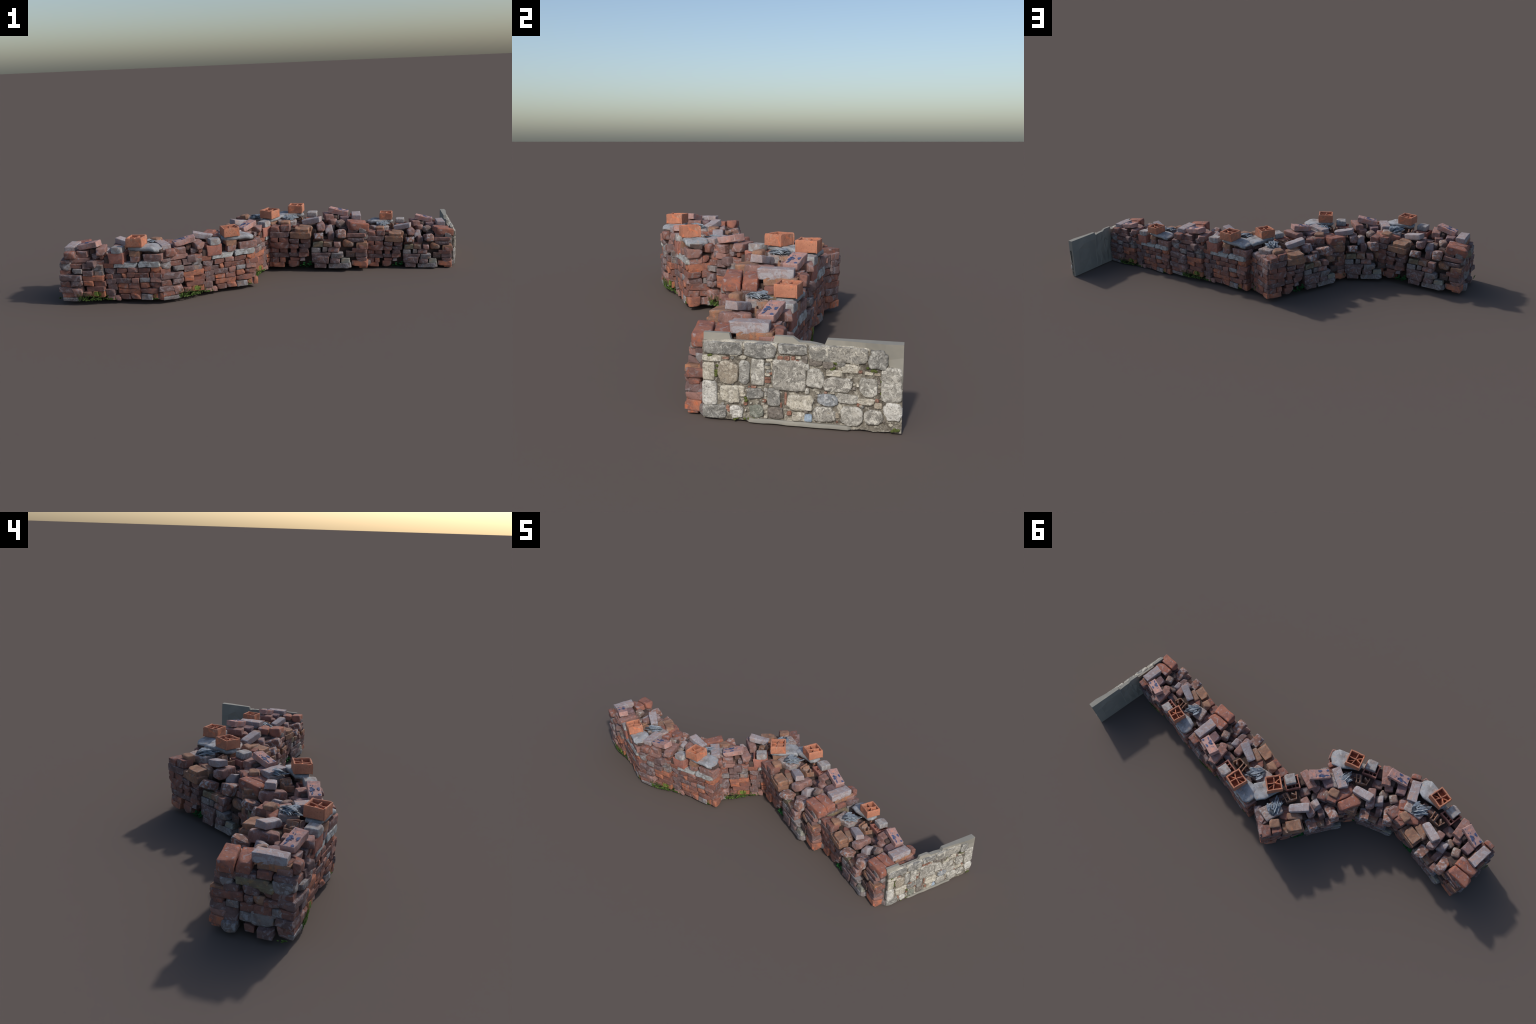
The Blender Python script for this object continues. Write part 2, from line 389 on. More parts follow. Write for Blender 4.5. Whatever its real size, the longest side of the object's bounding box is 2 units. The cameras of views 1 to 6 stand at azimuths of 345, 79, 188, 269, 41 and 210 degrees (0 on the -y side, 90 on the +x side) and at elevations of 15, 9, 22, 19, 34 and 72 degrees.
# fired-clay tones: (main, second, dust film, share of dust, share of lime spots)
TONES = {
    'orange': ((172, 106, 82), (138, 88, 76), (142, 120, 118), .30, .12),
    'red': ((136, 88, 78), (114, 78, 72), (134, 114, 114), .42, .16),
    'rose': ((150, 108, 100), (128, 92, 86), (150, 130, 132), .45, .18),
    'mauve': ((118, 90, 88), (102, 78, 77), (136, 122, 126), .50, .18),
    'dark': ((92, 70, 66), (80, 64, 62), (108, 96, 96), .25, .06),
    'grey': ((132, 122, 122), (114, 98, 96), (150, 145, 149), .50, .22),
    'white': ((160, 157, 155), (132, 124, 122), (178, 178, 180), .55, .30),
    'tan': ((154, 112, 90), (134, 96, 80), (150, 132, 124), .35, .12),
    'khaki': ((126, 114, 92), (112, 94, 80), (142, 135, 120), .40, .16),
    'stone': ((134, 129, 119), (112, 103, 97), (158, 155, 147), .50, .30),
    'lavender': ((154, 140, 143), (150, 128, 127), (164, 157, 163), .55, .08),
    'pale_lavender': ((156, 150, 150), (142, 128, 126), (170, 168, 171), .55, .12),
    'plum': ((130, 100, 101), (116, 88, 91), (140, 117, 122), .45, .05),
    'scarlet': ((154, 96, 80), (132, 84, 76), (150, 130, 131), .34, .20),
    'limewashed': ((152, 104, 88), (124, 92, 86), (168, 160, 163), .52, .34),
    'rubble': ((138, 106, 96), (116, 98, 92), (168, 162, 158), .45, .34),
    'dusty': ((154, 140, 138), (138, 114, 108), (170, 164, 166), .55, .22),
    'terracotta': ((190, 122, 95), (176, 110, 86), (184, 140, 120), .28, .03),
    'old_terracotta': ((170, 108, 94), (152, 97, 87), (164, 124, 116), .32, .03),
    'painted': ((178, 134, 128), (164, 122, 116), (172, 144, 142), .45, .02),
    'moss': ((164, 100, 72), (134, 90, 70), (140, 116, 100), .25, .06),
}


def clay(name, main, second, dust, dust_share, lime_share, shift):
    n = Nodes(name)
    c = n.mix(n.ramp(n.noise(24, 6, .65, .8, shift), .40, .60), lin(main), lin(second))
    hot = tuple(min(255, v * k) for v, k in zip(main, (1.14, 1.0, .90)))
    c = n.mix(n.ramp(n.noise(50, 5, .65, .5, shift + 3), .54, .64, 0, .8), c, lin(hot))
    c = n.mix(n.ramp(n.noise(34, 7, .7, 1.2, shift + 7), .64 - .26 * dust_share, .72 - .26 * dust_share, 0, .9), c, lin(dust))
    lime = n.ramp(n.noise(70, 7, .75, .8, shift + 11), .71 - .26 * lime_share, .75 - .26 * lime_share, 0, .8)
    c = n.mix(lime, c, lin((186, 180, 174)))
    soot = n.ramp(n.noise(30, 7, .72, 1.0, shift + 23), .59, .70, 0, .50)
    c = n.mix(soot, c, lin((78, 62, 60)))
    pits = n.ramp(n.noise(230, 4, .7, 0, shift + 5), .59, .69, 0, .45)
    c = n.mix(pits, c, lin((62, 48, 46)))
    scratch = n.ramp(n.noise(48, 7, .8, 2.0, shift + 17, (1, 1, 3)), .66, .72, 0, .6)
    c = n.mix(scratch, c, lin((70, 54, 52)))
    h = n.math('ADD', n.noise(110, 7, .75, .3, shift), n.math('MULTIPLY', n.noise(420, 4, .65), .45))
    return n.finish(c, h, .8, .003, .92)


MAT = {}
def weathered(rgb):
    """Old clay: pull the fired colour a little towards grey."""
    g = .4 * rgb[0] + .4 * rgb[1] + .2 * rgb[2]
    return tuple(1.02 * (c + (g - c) * .10) + e for c, e in zip(rgb, (0, 3, 2)))


for k, (tone, spec) in enumerate(TONES.items()):
    spec = tuple(weathered(c) for c in spec[:3]) + spec[3:]
    MAT[tone] = clay(tone + '_clay' if tone != 'moss' else 'mossy_clay', *spec, shift=k * 1.7)


def moss_brick():
    n = Nodes('mossy_brick_skin')
    c = n.mix(n.noise(40, 5), lin((164, 100, 72)), lin((140, 96, 80)))
    m = n.ramp(n.noise(48, 6, .7, .8, 4), .50, .60, 0, .9)
    c = n.mix(m, c, n.mix(n.ramp(n.noise(170, 3), .35, .65), lin((64, 92, 34)), lin((110, 134, 60))))
    return n.finish(c, n.noise(300, 4), .6, .002, .95)


MAT['moss'] = moss_brick()


def plain(name, a, b, scale, bump=.4, rough=.9, third=None):
    n = Nodes(name)
    c = n.mix(n.ramp(n.noise(scale, 5, .65, .5), .35, .65), lin(a), lin(b))
    if third:
        c = n.mix(n.ramp(n.noise(scale * 2.3, 5, .7, .3, 9), .56, .68), c, lin(third))
    return n.finish(c, n.noise(scale * 5, 5, .7), bump, .002, rough)


MAT['gap_shade'] = plain('infill_darkened_as_gap_shade', (78, 64, 58), (60, 51, 48), 30)
MAT['slab'] = clay('smooth_grey_stone', (152, 154, 158), (134, 135, 136), (168, 170, 174), .45, .06, 51)
MAT['shard'] = plain('slate_blue_shards', (112, 122, 134), (150, 158, 164), 40, .2, .6, (66, 72, 82))
MAT['shard_dark'] = plain('charred_shards', (48, 52, 60), (82, 88, 96), 40, .2, .6)
MAT['paint'] = plain('blue_paint', (62, 78, 116), (82, 92, 122), 80, .1, .8)


def leafy(name, a, b, scale):
    n = Nodes(name)
    c = n.mix(n.ramp(n.noise(scale, 3), .4, .6), lin(a), lin(b))
    n.finish(c, None, rough=.7)
    tr = n.t.nodes.new('ShaderNodeBsdfTranslucent')
    n.link(c, tr.inputs[0])
    mx = n.t.nodes.new('ShaderNodeMixShader')
    mx.inputs[0].default_value = .3
    n.link(n.bsdf.outputs[0], mx.inputs[1])
    n.link(tr.outputs[0], mx.inputs[2])
    n.link(mx.outputs[0], n.t.nodes['Material Output'].inputs[0])
    return n.mat


MAT['leaf'] = leafy('weed_leaf', (28, 92, 52), (58, 118, 56), 80)
MAT['moss_tuft'] = leafy('moss_tuft', (66, 94, 36), (104, 126, 66), 70)

# ----------------------------------------------------------------------------
# The heap: list every piece once in heap coordinates
# ----------------------------------------------------------------------------
pieces = []     # (kind, verts, faces, tone, visible size)


def add_block(kind, centre, size, rot, tone, seed, roundness, chips, warp=1.0, step=.0075, weight=1.0):
    v, f = worn_block(size, seed, roundness, chips, warp, step)
    M = Matrix.Translation(Vector(centre)) @ Euler([math.radians(a) for a in rot], 'XYZ').to_matrix().to_4x4()
    s = sorted(size)
    pieces.append((kind, transform(v, M), f, tone, s[1] * s[2] * weight))


def mossy_y(x, z):
    return .030 + .030 * smooth(.08, .26, x) * (1 - smooth(.12, .19, z))


def shady_y(x, z):
    y = -.206 - .009 * smooth(.07, .11, z) * (1 - smooth(.05, .09, x))
    y += max(.022 * smooth(.225, .245, x) * smooth(.06, .085, z), .024 * smooth(.25, .33, x))
    return y + .012 * smooth(.11, .14, z) * smooth(.24, .26, x)


def end_x(y, z):
    return .355 - .103 * (y + .19) - .024 * smooth(.15, .20, z)


rng = random.Random(7)
seed = 100
for x0, x1, z0, z1, tone in MOSSY_FLANK:
    seed += 1
    depth = rng.uniform(.040, .052)
    y = mossy_y((x0 + x1) / 2, (z0 + z1) / 2) + rng.uniform(-.003, .003)
    if tone == 'dark':
        y -= .016
    w, h = x1 - x0, z1 - z0
    tilt = 14 if (x1 < .285 and x0 > .235 and z0 < .02) else rng.uniform(-1.5, 1.5)
    add_block('brick', ((x0 + x1) / 2, y - depth / 2, (z0 + z1) / 2), (w - .0006, depth, h + .0002),
              (rng.uniform(-4, 4), tilt, rng.uniform(-3, 3)), tone, seed, rng.uniform(.05, .11), rng.randint(2, 4), 1.0, .0065,
              1.0)
for x0, x1, z0, z1, tone in SHADY_FLANK:
    seed += 1
    depth = rng.uniform(.040, .052)
    y = shady_y((x0 + x1) / 2, (z0 + z1) / 2) + rng.uniform(-.004, .004)
    w, h = x1 - x0, z1 - z0
    if tone == 'dark':
        y += .010
    r = .4 if tone == 'tan' and h > .035 else rng.uniform(.05, .11)
    add_block('brick', ((x0 + x1) / 2, y + depth / 2, (z0 + z1) / 2), (w - .0006, depth, h + .0002),
              (rng.uniform(-4, 4), rng.uniform(-2, 2), rng.uniform(-4, 4)), tone, seed, r, rng.randint(2, 4))
for y0, y1, z0, z1, tone in OUTER_END:
    seed += 1
    depth = rng.uniform(.038, .050)
    proud = .020 if z0 < -.010 else 0
    z0, y0, y1 = max(z0, -.006), max(y0, -.180), min(y1, .050 if z1 < .17 else .060)
    if y1 - y0 < .012:
        continue
    x = end_x((y0 + y1) / 2, (z0 + z1) / 2) + rng.uniform(-.004, .003) + proud
    add_block('brick', (x - depth / 2, (y0 + y1) / 2, (z0 + z1) / 2), (depth, y1 - y0 - .0004, z1 - z0 + .0004),
              (rng.uniform(-3, 3), rng.uniform(-4, 4), 6 + rng.uniform(-4, 4)), tone, seed, rng.uniform(.08, .2), rng.randint(2, 4))
inner = list(INNER_END)
z = 0.0
while z < .17:                                   # hidden half of the low end: plain courses
    h = .0235
    y = -.200
    while y < -.070:
        w = min(rng.choice((.036, .046, .048, .088)), -.060 - y)
        inner.append((y + .001, y + w - .001, z + .001, z + h - .0005,
                      rng.choice(('red', 'mauve', 'rose', 'orange', 'mauve', 'red'))))
        y += w
    z += h
for y0, y1, z0, z1, tone in inner:
    seed += 1
    y1 = min(y1, .022)
    if y1 - y0 < .012:
        continue
    depth = rng.uniform(.038, .048)
    x = -.110 + rng.uniform(-.003, .003)
    add_block('brick', (x + depth / 2, (y0 + y1) / 2, (z0 + z1) / 2), (depth, y1 - y0 + .001, z1 - z0 + .001),
              (rng.uniform(-2, 2), rng.uniform(-3, 3), rng.uniform(-3, 3)), tone, seed, rng.uniform(.05, .11), rng.randint(2, 4))
for kind, x, y, zt, L, W, T, yaw, pitch, roll, tone, rd in LOOSE:
    seed += 1
    add_block(kind, (x, y, zt - T / 2), (L, W, T), (roll, pitch, yaw), tone, seed, rd * .6,
              rng.randint(2, 4) if kind != 'painted_brick' else 1, 1.3 if rd > .28 else .8, .006, 2.2)

# infill behind the faces, coloured dark to paint shade into the brick gaps
core = []
for lo, hi, sd in (((-.092, -.165, .004), (.325, .012, .138), 1), ((-.092, -.168, .10), (.105, -.004, .182), 2),
                   ((.245, -.135, .10), (.305, .028, .186), 3)):
    size = [b - a for a, b in zip(lo, hi)]
    v, f = worn_block(size, sd, .08, 0, 2.2, .014)
    core.append((transform(v, Matrix.Translation(Vector([(a + b) / 2 for a, b in zip(lo, hi)]))), f, 0))

# smooth grey stone slab under the hollow block
SLAB_OUTLINE = [(-.112, .008), (-.104, .020), (-.088, .029), (-.051, .030), (-.015, .029), (.030, .018), (.037, -.010),
                (.030, -.030), (-.012, -.042), (-.054, -.053), (-.095, -.050), (-.110, -.022)]


def pillow(outline, z_top, thick, seed, crown=.004, dish=None):
    """Stone with a flat crown and rounded rim over an outline."""
    c = Vector((sum(p[0] for p in outline) / len(outline), sum(p[1] for p in outline) / len(outline)))
    pts = []
    n = len(outline)
    for i in range(n):
        a, b = Vector(outline[i]), Vector(outline[(i + 1) % n])
        for t in (0, .25, .5, .75):
            pts.append(a.lerp(b, t))
    rings = [(.02, 1.0), (.35, 1.0), (.6, .98), (.8, .95), (.92, .88), (.97, .72), (1.0, .3), (.98, -.2), (.88, -.75), (.6, -1.0), (.02, -1.0)]
    V, F = [], []
    off = Vector((seed * 3.1, seed * 1.7, 0))
    for s, hgt in rings:
        for p in pts:
            q = c + (p - c) * s
            zz = z_top - thick / 2 + hgt * thick / 2
            if dish:
                zz += dish(q.x, q.y)
            v = Vector((q.x, q.y, zz))
            V.append(v + noise.noise_vector(v * 30 + off) * .003 + noise.noise_vector(v * 90 + off) * .0008)
    m = len(pts)
    for r in range(len(rings) - 1):
        for i in range(m):
            F.append((r * m + i, (r + 1) * m + i, (r + 1) * m + (i + 1) % m, r * m + (i + 1) % m))
    V.append(sum((V[i] for i in range(m)), Vector()) / m)
    V.append(sum((V[len(V) - 1 - m + i] for i in range(m)), Vector()) / m)
    for i in range(m):
        F.append((len(V) - 2, i, (i + 1) % m))
        o = (len(rings) - 1) * m
        F.append((len(V) - 1, o + (i + 1) % m, o + i))
    return V, F


def slab_dip(x, y):
    return -.010 * smooth(-.06, -.12, x) - .004 * smooth(0, .04, x)


# hollow clay blocks -----------------------------------------------------------
def plate(a, b, z0, z1, t, seed, chips=2, warp=.8, tilt=0):
    a, b = Vector(a), Vector(b)
    d = b - a
    v, f = worn_block((d.length, t, z1 - z0), seed, .25, chips, warp, .006)
    M = Matrix.Translation(Vector(((a.x + b.x) / 2, (a.y + b.y) / 2, (z0 + z1) / 2))) @ Matrix.Rotation(math.atan2(d.y, d.x), 4, 'Z') @ Matrix.Rotation(math.radians(tilt), 4, 'X')
    return transform(v, M), f, 0


def hollow_block(cx, cy, z0, z1, side, yaw, seed, ribs, wall=.006):
    h = side / 2 - wall / 2
    parts = [plate((-h - wall / 2, -h), (h + wall / 2, -h), z0, z1, wall, seed), plate((-h - wall / 2, h), (h + wall / 2, h), z0, z1 - .001, wall, seed + 1),
             plate((-h, -h), (-h, h), z0 + .0005, z1 - .0005, wall, seed + 2), plate((h, -h), (h, h), z0 + .0005, z1 - .001, wall, seed + 3)]
    v, f = worn_block((side - wall, side - wall, .006), seed + 4, .2, 0, .5, .01)
    parts.append((transform(v, Matrix.Translation((0, 0, z0 + .004))), f, 0))
    for k, (a, b, drop, tilt) in enumerate(ribs):
        parts.append(plate([c * h for c in a], [c * h for c in b], z0 + .004, z1 - drop, .0042, seed + 10 + k, 3, 1.2, tilt))
    M = Matrix.Translation((cx, cy, 0)) @ Matrix.Rotation(math.radians(yaw), 4, 'Z')
    return [(transform(v, M), f, m) for v, f, m in parts]


upper_block = hollow_block(-.003, -.002, .2285, .268, .069, -2, 900,
                           [((-.95, .15), (.1, .05), .003, 6), ((.1, .05), (.95, -.35), .005, -5), ((-.3, -.95), (.05, .1), .004, 8),
                            ((.1, .05), (.25, .95), .004, -8), ((.1, .05), (.9, .6), .010, 10), ((-.9, -.5), (-.1, -.1), .014, 12)])
lower_block = hollow_block(.081, .002, .156, .204, .066, -2, 940,
                           [((-.95, -.35), (.95, -.3), .002, 3), ((-.1, -.95), (-.05, .95), .004, -3), ((.5, -.95), (.45, -.3), .003, 0)])
broken_block = [plate((.030, -.045), (.040, -.085), .170, .214, .005, 960, 4, 1.4, 8), plate((.040, -.085), (.082, -.078), .165, .208, .005, 961, 4, 1.4, -6),
                plate((.050, -.045), (.060, -.080), .170, .218, .005, 962, 4, 1.4, 14), plate((.082, -.078), (.088, -.042), .165, .206, .005, 963, 4, 1.2, 4),
                plate((.066, -.050), (.082, -.064), .170, .212, .005, 964, 4, 1.2, -12), plate((.022, -.064), (.046, -.060), .170, .206, .005, 965, 4, 1.4, 10)]

# heap of thin slate splinters on the dusty brick --------------------------------
def splinter(base, yaw, rise, length, width, thick, seed, bend):
    rnd = random.Random(seed)
    n = 6
    V, F = [], []
    for i in range(n + 1):
        t = i / n
        w = width * (1 - .75 * abs(2 * t - 1) ** 1.6) * (1 + .3 * rnd.uniform(-1, 1))
        zz = math.sin(t * math.pi) * bend + t * rise
        for sy, sz in ((-1, -1), (1, -1), (1, 1), (-1, 1)):
            V.append(Vector(((t - .5) * length, sy * w / 2, zz + sz * thick / 2)))
    for i in range(n):
        for k in range(4):
            a, b = i * 4 + k, i * 4 + (k + 1) % 4
            F.append((a, b, b + 4, a + 4))
    F.append((3, 2, 1, 0))
    F.append((n * 4, n * 4 + 1, n * 4 + 2, n * 4 + 3))
    M = Matrix.Translation(Vector(base)) @ Matrix.Rotation(math.radians(yaw), 4, 'Z') @ Matrix.Rotation(math.radians(rnd.uniform(-35, 35)), 4, 'X')
    return transform(V, M), F


splinters = []
rs = random.Random(21)
for k in range(38):
    a, r = rs.uniform(0, 6.283), rs.uniform(0, 1) ** .6
    x = -.022 + math.cos(a) * r * .036
    y = -.094 + math.sin(a) * r * .030
    v, f = splinter((x, y, .214 + (1 - r) * .010 + rs.uniform(0, .004)), 62 + rs.gauss(0, 24), rs.uniform(-.003, .009),
                    rs.uniform(.018, .046), rs.uniform(.005, .013), .0018, 50 + k, rs.uniform(0, .006))
    splinters.append((v, f, 1 if rs.random() < .35 else 0))

# blue brush marks on the painted brick: (along 0..1, across 0..1, length, width, turn)
MARKS = [(.08, .16, .004, .003, 0), (.30, .22, .004, .003, 10), (.33, .40, .005, .003, 20), (.52, .80, .018, .009, 8),
         (.48, .28, .011, .008, 70), (.58, .24, .024, .009, -4), (.55, .42, .010, .004, 70), (.63, .40, .008, .004, 70),
         (.82, .28, .022, .005, -10), (.91, .82, .011, .011, 20)]


def brush_mark(along, across, length, width, turn, k):
    n = 22
    rnd = random.Random(300 + k)
    off = rnd.uniform(0, 40)
    V, F = [], []
    for lvl in (.0, .0009):
        for i in range(n):
            t = 6.2832 * i / n
            r = 1 + .7 * noise.noise(Vector((math.cos(t) * 1.8 + off, math.sin(t) * 1.8, lvl * 0)))
            V.append(Vector((math.cos(t) * length / 2 * r, math.sin(t) * width / 2 * r, lvl)))
    F.append(tuple(range(n - 1, -1, -1)))
    F.append(tuple(range(n, 2 * n)))
    for i in range(n):
        F.append((i, (i + 1) % n, n + (i + 1) % n, n + i))
    kind, x, y, zt, L, W, T, yaw, pitch, roll, tone, rd = LOOSE[0]
    M = (Matrix.Translation((x, y, zt - T / 2)) @ Euler([math.radians(a) for a in (roll, pitch, yaw)], 'XYZ').to_matrix().to_4x4()
         @ Matrix.Translation(((along - .5) * L, (across - .5) * W, T / 2 + .0001)) @ Matrix.Rotation(math.radians(turn), 4, 'Z'))
    return transform(V, M), F, 0


marks = [brush_mark(*m, k) for k, m in enumerate(MARKS)]

# plants ---------------------------------------------------------------------------
def leaf(base, direction, up, length, width):
    d = Vector(direction).normalized()
    side = d.cross(Vector(up)).normalized()
    nrm = side.cross(d)
    V, F = [], []
    prof = [(0, .15), (.2, .7), (.45, 1), (.7, .8), (.9, .4), (1, .05)]
    for t, w in prof:
        c = Vector(base) + d * length * t + nrm * (-.25 * length * t * t)
        V += [c - side * w * width / 2, c + nrm * -.0008, c + side * w * width / 2]
    for i in range(len(prof) - 1):
        for k in range(2):
            a = i * 3 + k
            F.append((a, a + 1, a + 4, a + 3))
    return V, F


weed_parts = []
rw = random.Random(5)
for k in range(30):
    x = .066 + rw.gauss(0, .020)
    z = max(.002, .014 + rw.gauss(0, .010))
    v, f = leaf((x, -.190 - rw.uniform(0, .006), z), (rw.uniform(-1, 1), -1.0, rw.uniform(-.4, .9)), (0, -.2, 1), rw.uniform(.008, .016), rw.uniform(.006, .010))
    weed_parts.append((v, f, 0))

moss_parts = []
rm = random.Random(8)


def moss_cushion(c, sx, sy, sz, k):
    V, F = [], []
    n, m = 12, 6
    off = Vector((k * 2.3, k, 0))
    for j in range(m + 1):
        p = math.pi * j / m
        for i in range(n):
            a = 6.2832 * i / n
            v = Vector((math.cos(a) * math.sin(p), math.sin(a) * math.sin(p), math.cos(p)))
            v = v * (1 + .35 * noise.noise(v * 2.2 + off))
            V.append(Vector((c[0] + v.x * sx, c[1] + v.y * sy, c[2] + v.z * sz)))
    for j in range(m):
        for i in range(n):
            F.append((j * n + i, (j + 1) * n + i, (j + 1) * n + (i + 1) % n, j * n + (i + 1) % n))
    return V, F, 0


for k in range(110):
    x = rm.uniform(.100, .262)
    zz = rm.triangular(-.004, .022, -.002) if x > .13 else rm.uniform(-.004, .003)
    moss_parts.append(moss_cushion((x, mossy_y(x, .01) - .001, zz), rm.uniform(.002, .005), .0024, rm.uniform(.0012, .0026), k))
for k in range(6):
    moss_parts.append(moss_cushion((rm.uniform(-.09, -.06), .029, rm.uniform(-.003, .006)), .004, .002, .002, 40 + k))
for k in range(6):
    moss_parts.append(moss_cushion((.350, rm.uniform(.020, .050), rm.uniform(-.003, .006)), .002, .004, .002, 50 + k))
for k in range(9):
    moss_parts.append(moss_cushion((-.110, rm.uniform(-.095, -.060), rm.uniform(-.003, .030)), .002, .004, .003, 60 + k))
for k in range(60):                                    # short blades in the moss
    x = rm.uniform(.135, .262)
    v, f = leaf((x, mossy_y(x, .01) + .001, rm.uniform(.000, .024)), (rm.uniform(-.5, .5), rm.uniform(.1, .5), 1), (0, 1, 0), rm.uniform(.008, .018), .0014)
    moss_parts.append((v, f, 0))

# ----------------------------------------------------------------------------
# Build the thing
# ----------------------------------------------------------------------------
wall = bpy.data.objects.new('ruined_wall', None)
bpy.context.scene.collection.objects.link(wall)
wall['label'] = 'zigzag ruined wall of stacked old bricks with a stone end'
wall['category'] = 'brick wall'

tones = list(TONES)
tone_mats = [MAT[t] for t in tones]
SINGLE = 60                                            # bricks kept as objects in each heap
bricks = sorted([p for p in pieces if p[0] == 'brick'], key=lambda p: -p[4])
single = bricks[:SINGLE] + [p for p in pieces if p[0] != 'brick']
packed = bricks[SINGLE:]

shared = []                                            # (object name, mesh, is stuff)
for kind, v, f, tone, _ in single:
    shared.append((kind, new_mesh(kind, [(v, f, 0)], [MAT[tone]]), False))
shared.append(('packed_bricks', new_mesh('packed_bricks', [(v, f, tones.index(t)) for _, v, f, t, _ in packed], tone_mats), True))
shared.append(('infill', new_mesh('infill', core, [MAT['gap_shade']]), False))
sv, sf = pillow(SLAB_OUTLINE, .2295, .022, 3, dish=slab_dip)
shared.append(('stone_slab', new_mesh('stone_slab', [(sv, sf, 0)], [MAT['slab']], 60), False))
shared.append(('hollow_block', new_mesh('hollow_block', upper_block, [MAT['terracotta']]), False))
shared.append(('hollow_block', new_mesh('hollow_block', lower_block, [MAT['old_terracotta']]), False))
shared.append(('broken_hollow_block', new_mesh('broken_hollow_block', broken_block, [MAT['tan']]), False))
shared.append(('slate_splinters', new_mesh('slate_splinters', splinters, [MAT['shard'], MAT['shard_dark']]), True))
shared.append(('paint_mark', new_mesh('paint_mark', marks, [MAT['paint']]), False))
shared.append(('weed', new_mesh('weed', weed_parts, [MAT['leaf']], 80), True))
shared.append(('moss', new_mesh('moss', moss_parts, [MAT['moss_tuft']], 80), True))

for s, heading, x, y, z in HEAPS:
    heap = bpy.data.objects.new('brick_heap', None)
    bpy.context.scene.collection.objects.link(heap)
    heap.parent = wall
    heap.location = (x, y, z)
    heap.rotation_euler = (0, 0, math.radians(heading))
    heap.scale = (s, s, s)
    for name, me, stuff in shared:
        ob = link(me, name, heap)
        if stuff:
            ob['kind'] = 'stuff'

# ----------------------------------------------------------------------------
# Rubble-stone masonry slab at the end of the row.
# u runs along it, w out of its face, z up.
# ----------------------------------------------------------------------------
MASONRY_ANGLE = 66.9
STONE_TONES = {
    'grey': ((150, 148, 142), (118, 117, 113), (188, 186, 179)),
    'cap': ((170, 166, 156), (132, 130, 124), (212, 207, 194)),
    'cream': ((198, 191, 175), (160, 154, 141), (218, 213, 200)),
    'tan': ((166, 155, 138), (142, 132, 119), (198, 191, 176)),
    'pale': ((192, 188, 178), (150, 147, 139), (218, 215, 206)),
    'mottled': ((168, 164, 155), (134, 131, 124), (212, 208, 198)),
    'brown': ((130, 122, 114), (108, 102, 96), (154, 147, 138)),
    'white': ((210, 207, 199), (168, 165, 158), (226, 224, 218)),
    'green': ((132, 135, 124), (110, 114, 104), (170, 171, 160)),
    'blue': ((160, 178, 196), (148, 165, 184), (176, 191, 204)),
    'bluegrey': ((158, 162, 166), (132, 136, 139), (190, 192, 193)),
    'brick': ((156, 112, 94), (128, 94, 82), (178, 148, 132)),
}


def masonry_material(name, a, b, c, shift):
    n = Nodes(name)
    col = n.mix(n.ramp(n.noise(42, 8, .75, .8, shift), .42, .58), lin(a), lin(b))
    col = n.mix(n.ramp(n.noise(75, 8, .78, .8, shift + 4), .50, .60), col, lin(c))
    col = n.mix(n.ramp(n.noise(28, 7, .75, 1.2, shift + 14), .58, .66, 0, .55), col, lin((94, 88, 80)))
    col = n.mix(n.ramp(n.noise(300, 5, .78, 0, shift + 8), .54, .63, 0, .75), col, lin((72, 67, 60)))
    lichen = n.ramp(n.noise(38, 5, .7, .3, shift + 2), .72, .78, 0, .4)
    col = n.mix(lichen, col, lin((196, 176, 112)))
    return n.finish(col, n.math('ADD', n.noise(170, 6, .75, 0, shift), n.math('MULTIPLY', n.noise(520, 3), .4)), .9, .0035, .95)


stone_names = list(STONE_TONES)
stone_mats = {k: masonry_material(k + '_stone', *v, shift=i * 2.1) for i, (k, v) in enumerate(STONE_TONES.items())}
mortar_mat = masonry_material('rubble_mortar', (136, 130, 118), (96, 90, 82), (188, 183, 170), 31)
back_mat = plain('smooth_grey_render', (148, 144, 134), (138, 136, 128), 12, .05, .9)

masonry = bpy.data.objects.new('stone_masonry', None)
bpy.context.scene.collection.objects.link(masonry)
masonry.parent = wall
a = math.radians(MASONRY_ANGLE)
U, W = Vector((math.cos(a), math.sin(a), 0)), Vector((math.sin(a), -math.cos(a), 0))
# (u, w, z) is left-handed, so the mesh is built with y = -w
masonry.matrix_world = Matrix(((U.x, -W.x, 0, .828), (U.y, -W.y, 0, -.262), (0, 0, 1, 0), (0, 0, 0, 1)))


def P(u, w, z):
    return Vector((u, -w, z))


# mortar body: fine front grid, with a ragged top that follows the capping stones
def front_top(u):
    t = .170 + .003 * noise.noise(Vector((u * 60, 3, 0)))
    t += .003 * smooth(.22, .26, u)
    t -= .006 * smooth(.35, .365, u) * (1 - smooth(.36, .375, u)) 
    t -= .038 * smooth(.372, .392, u)
    return t


def front_w(u, z):
    p = Vector((u, z, 0))
    return .0035 + .0022 * noise.noise(p * 60) + .0016 * noise.noise(p * 140) + .0008 * noise.noise(p * 320)


LEN = .4155
nu, nz = 150, 64
V, F = [], []
for j in range(nz + 1):
    for i in range(nu + 1):
        u = LEN * i / nu
        foot = .0015 + .002 * noise.noise(Vector((u * 40, 7, 1)))
        z = foot + (front_top(u) - foot) * j / nz
        V.append(P(u, front_w(u, z) - (.004 if j == nz else 0), z))
for j in range(nz):
    for i in range(nu):
        b = j * (nu + 1) + i
        F.append((b, b + 1, b + nu + 2, b + nu + 1))
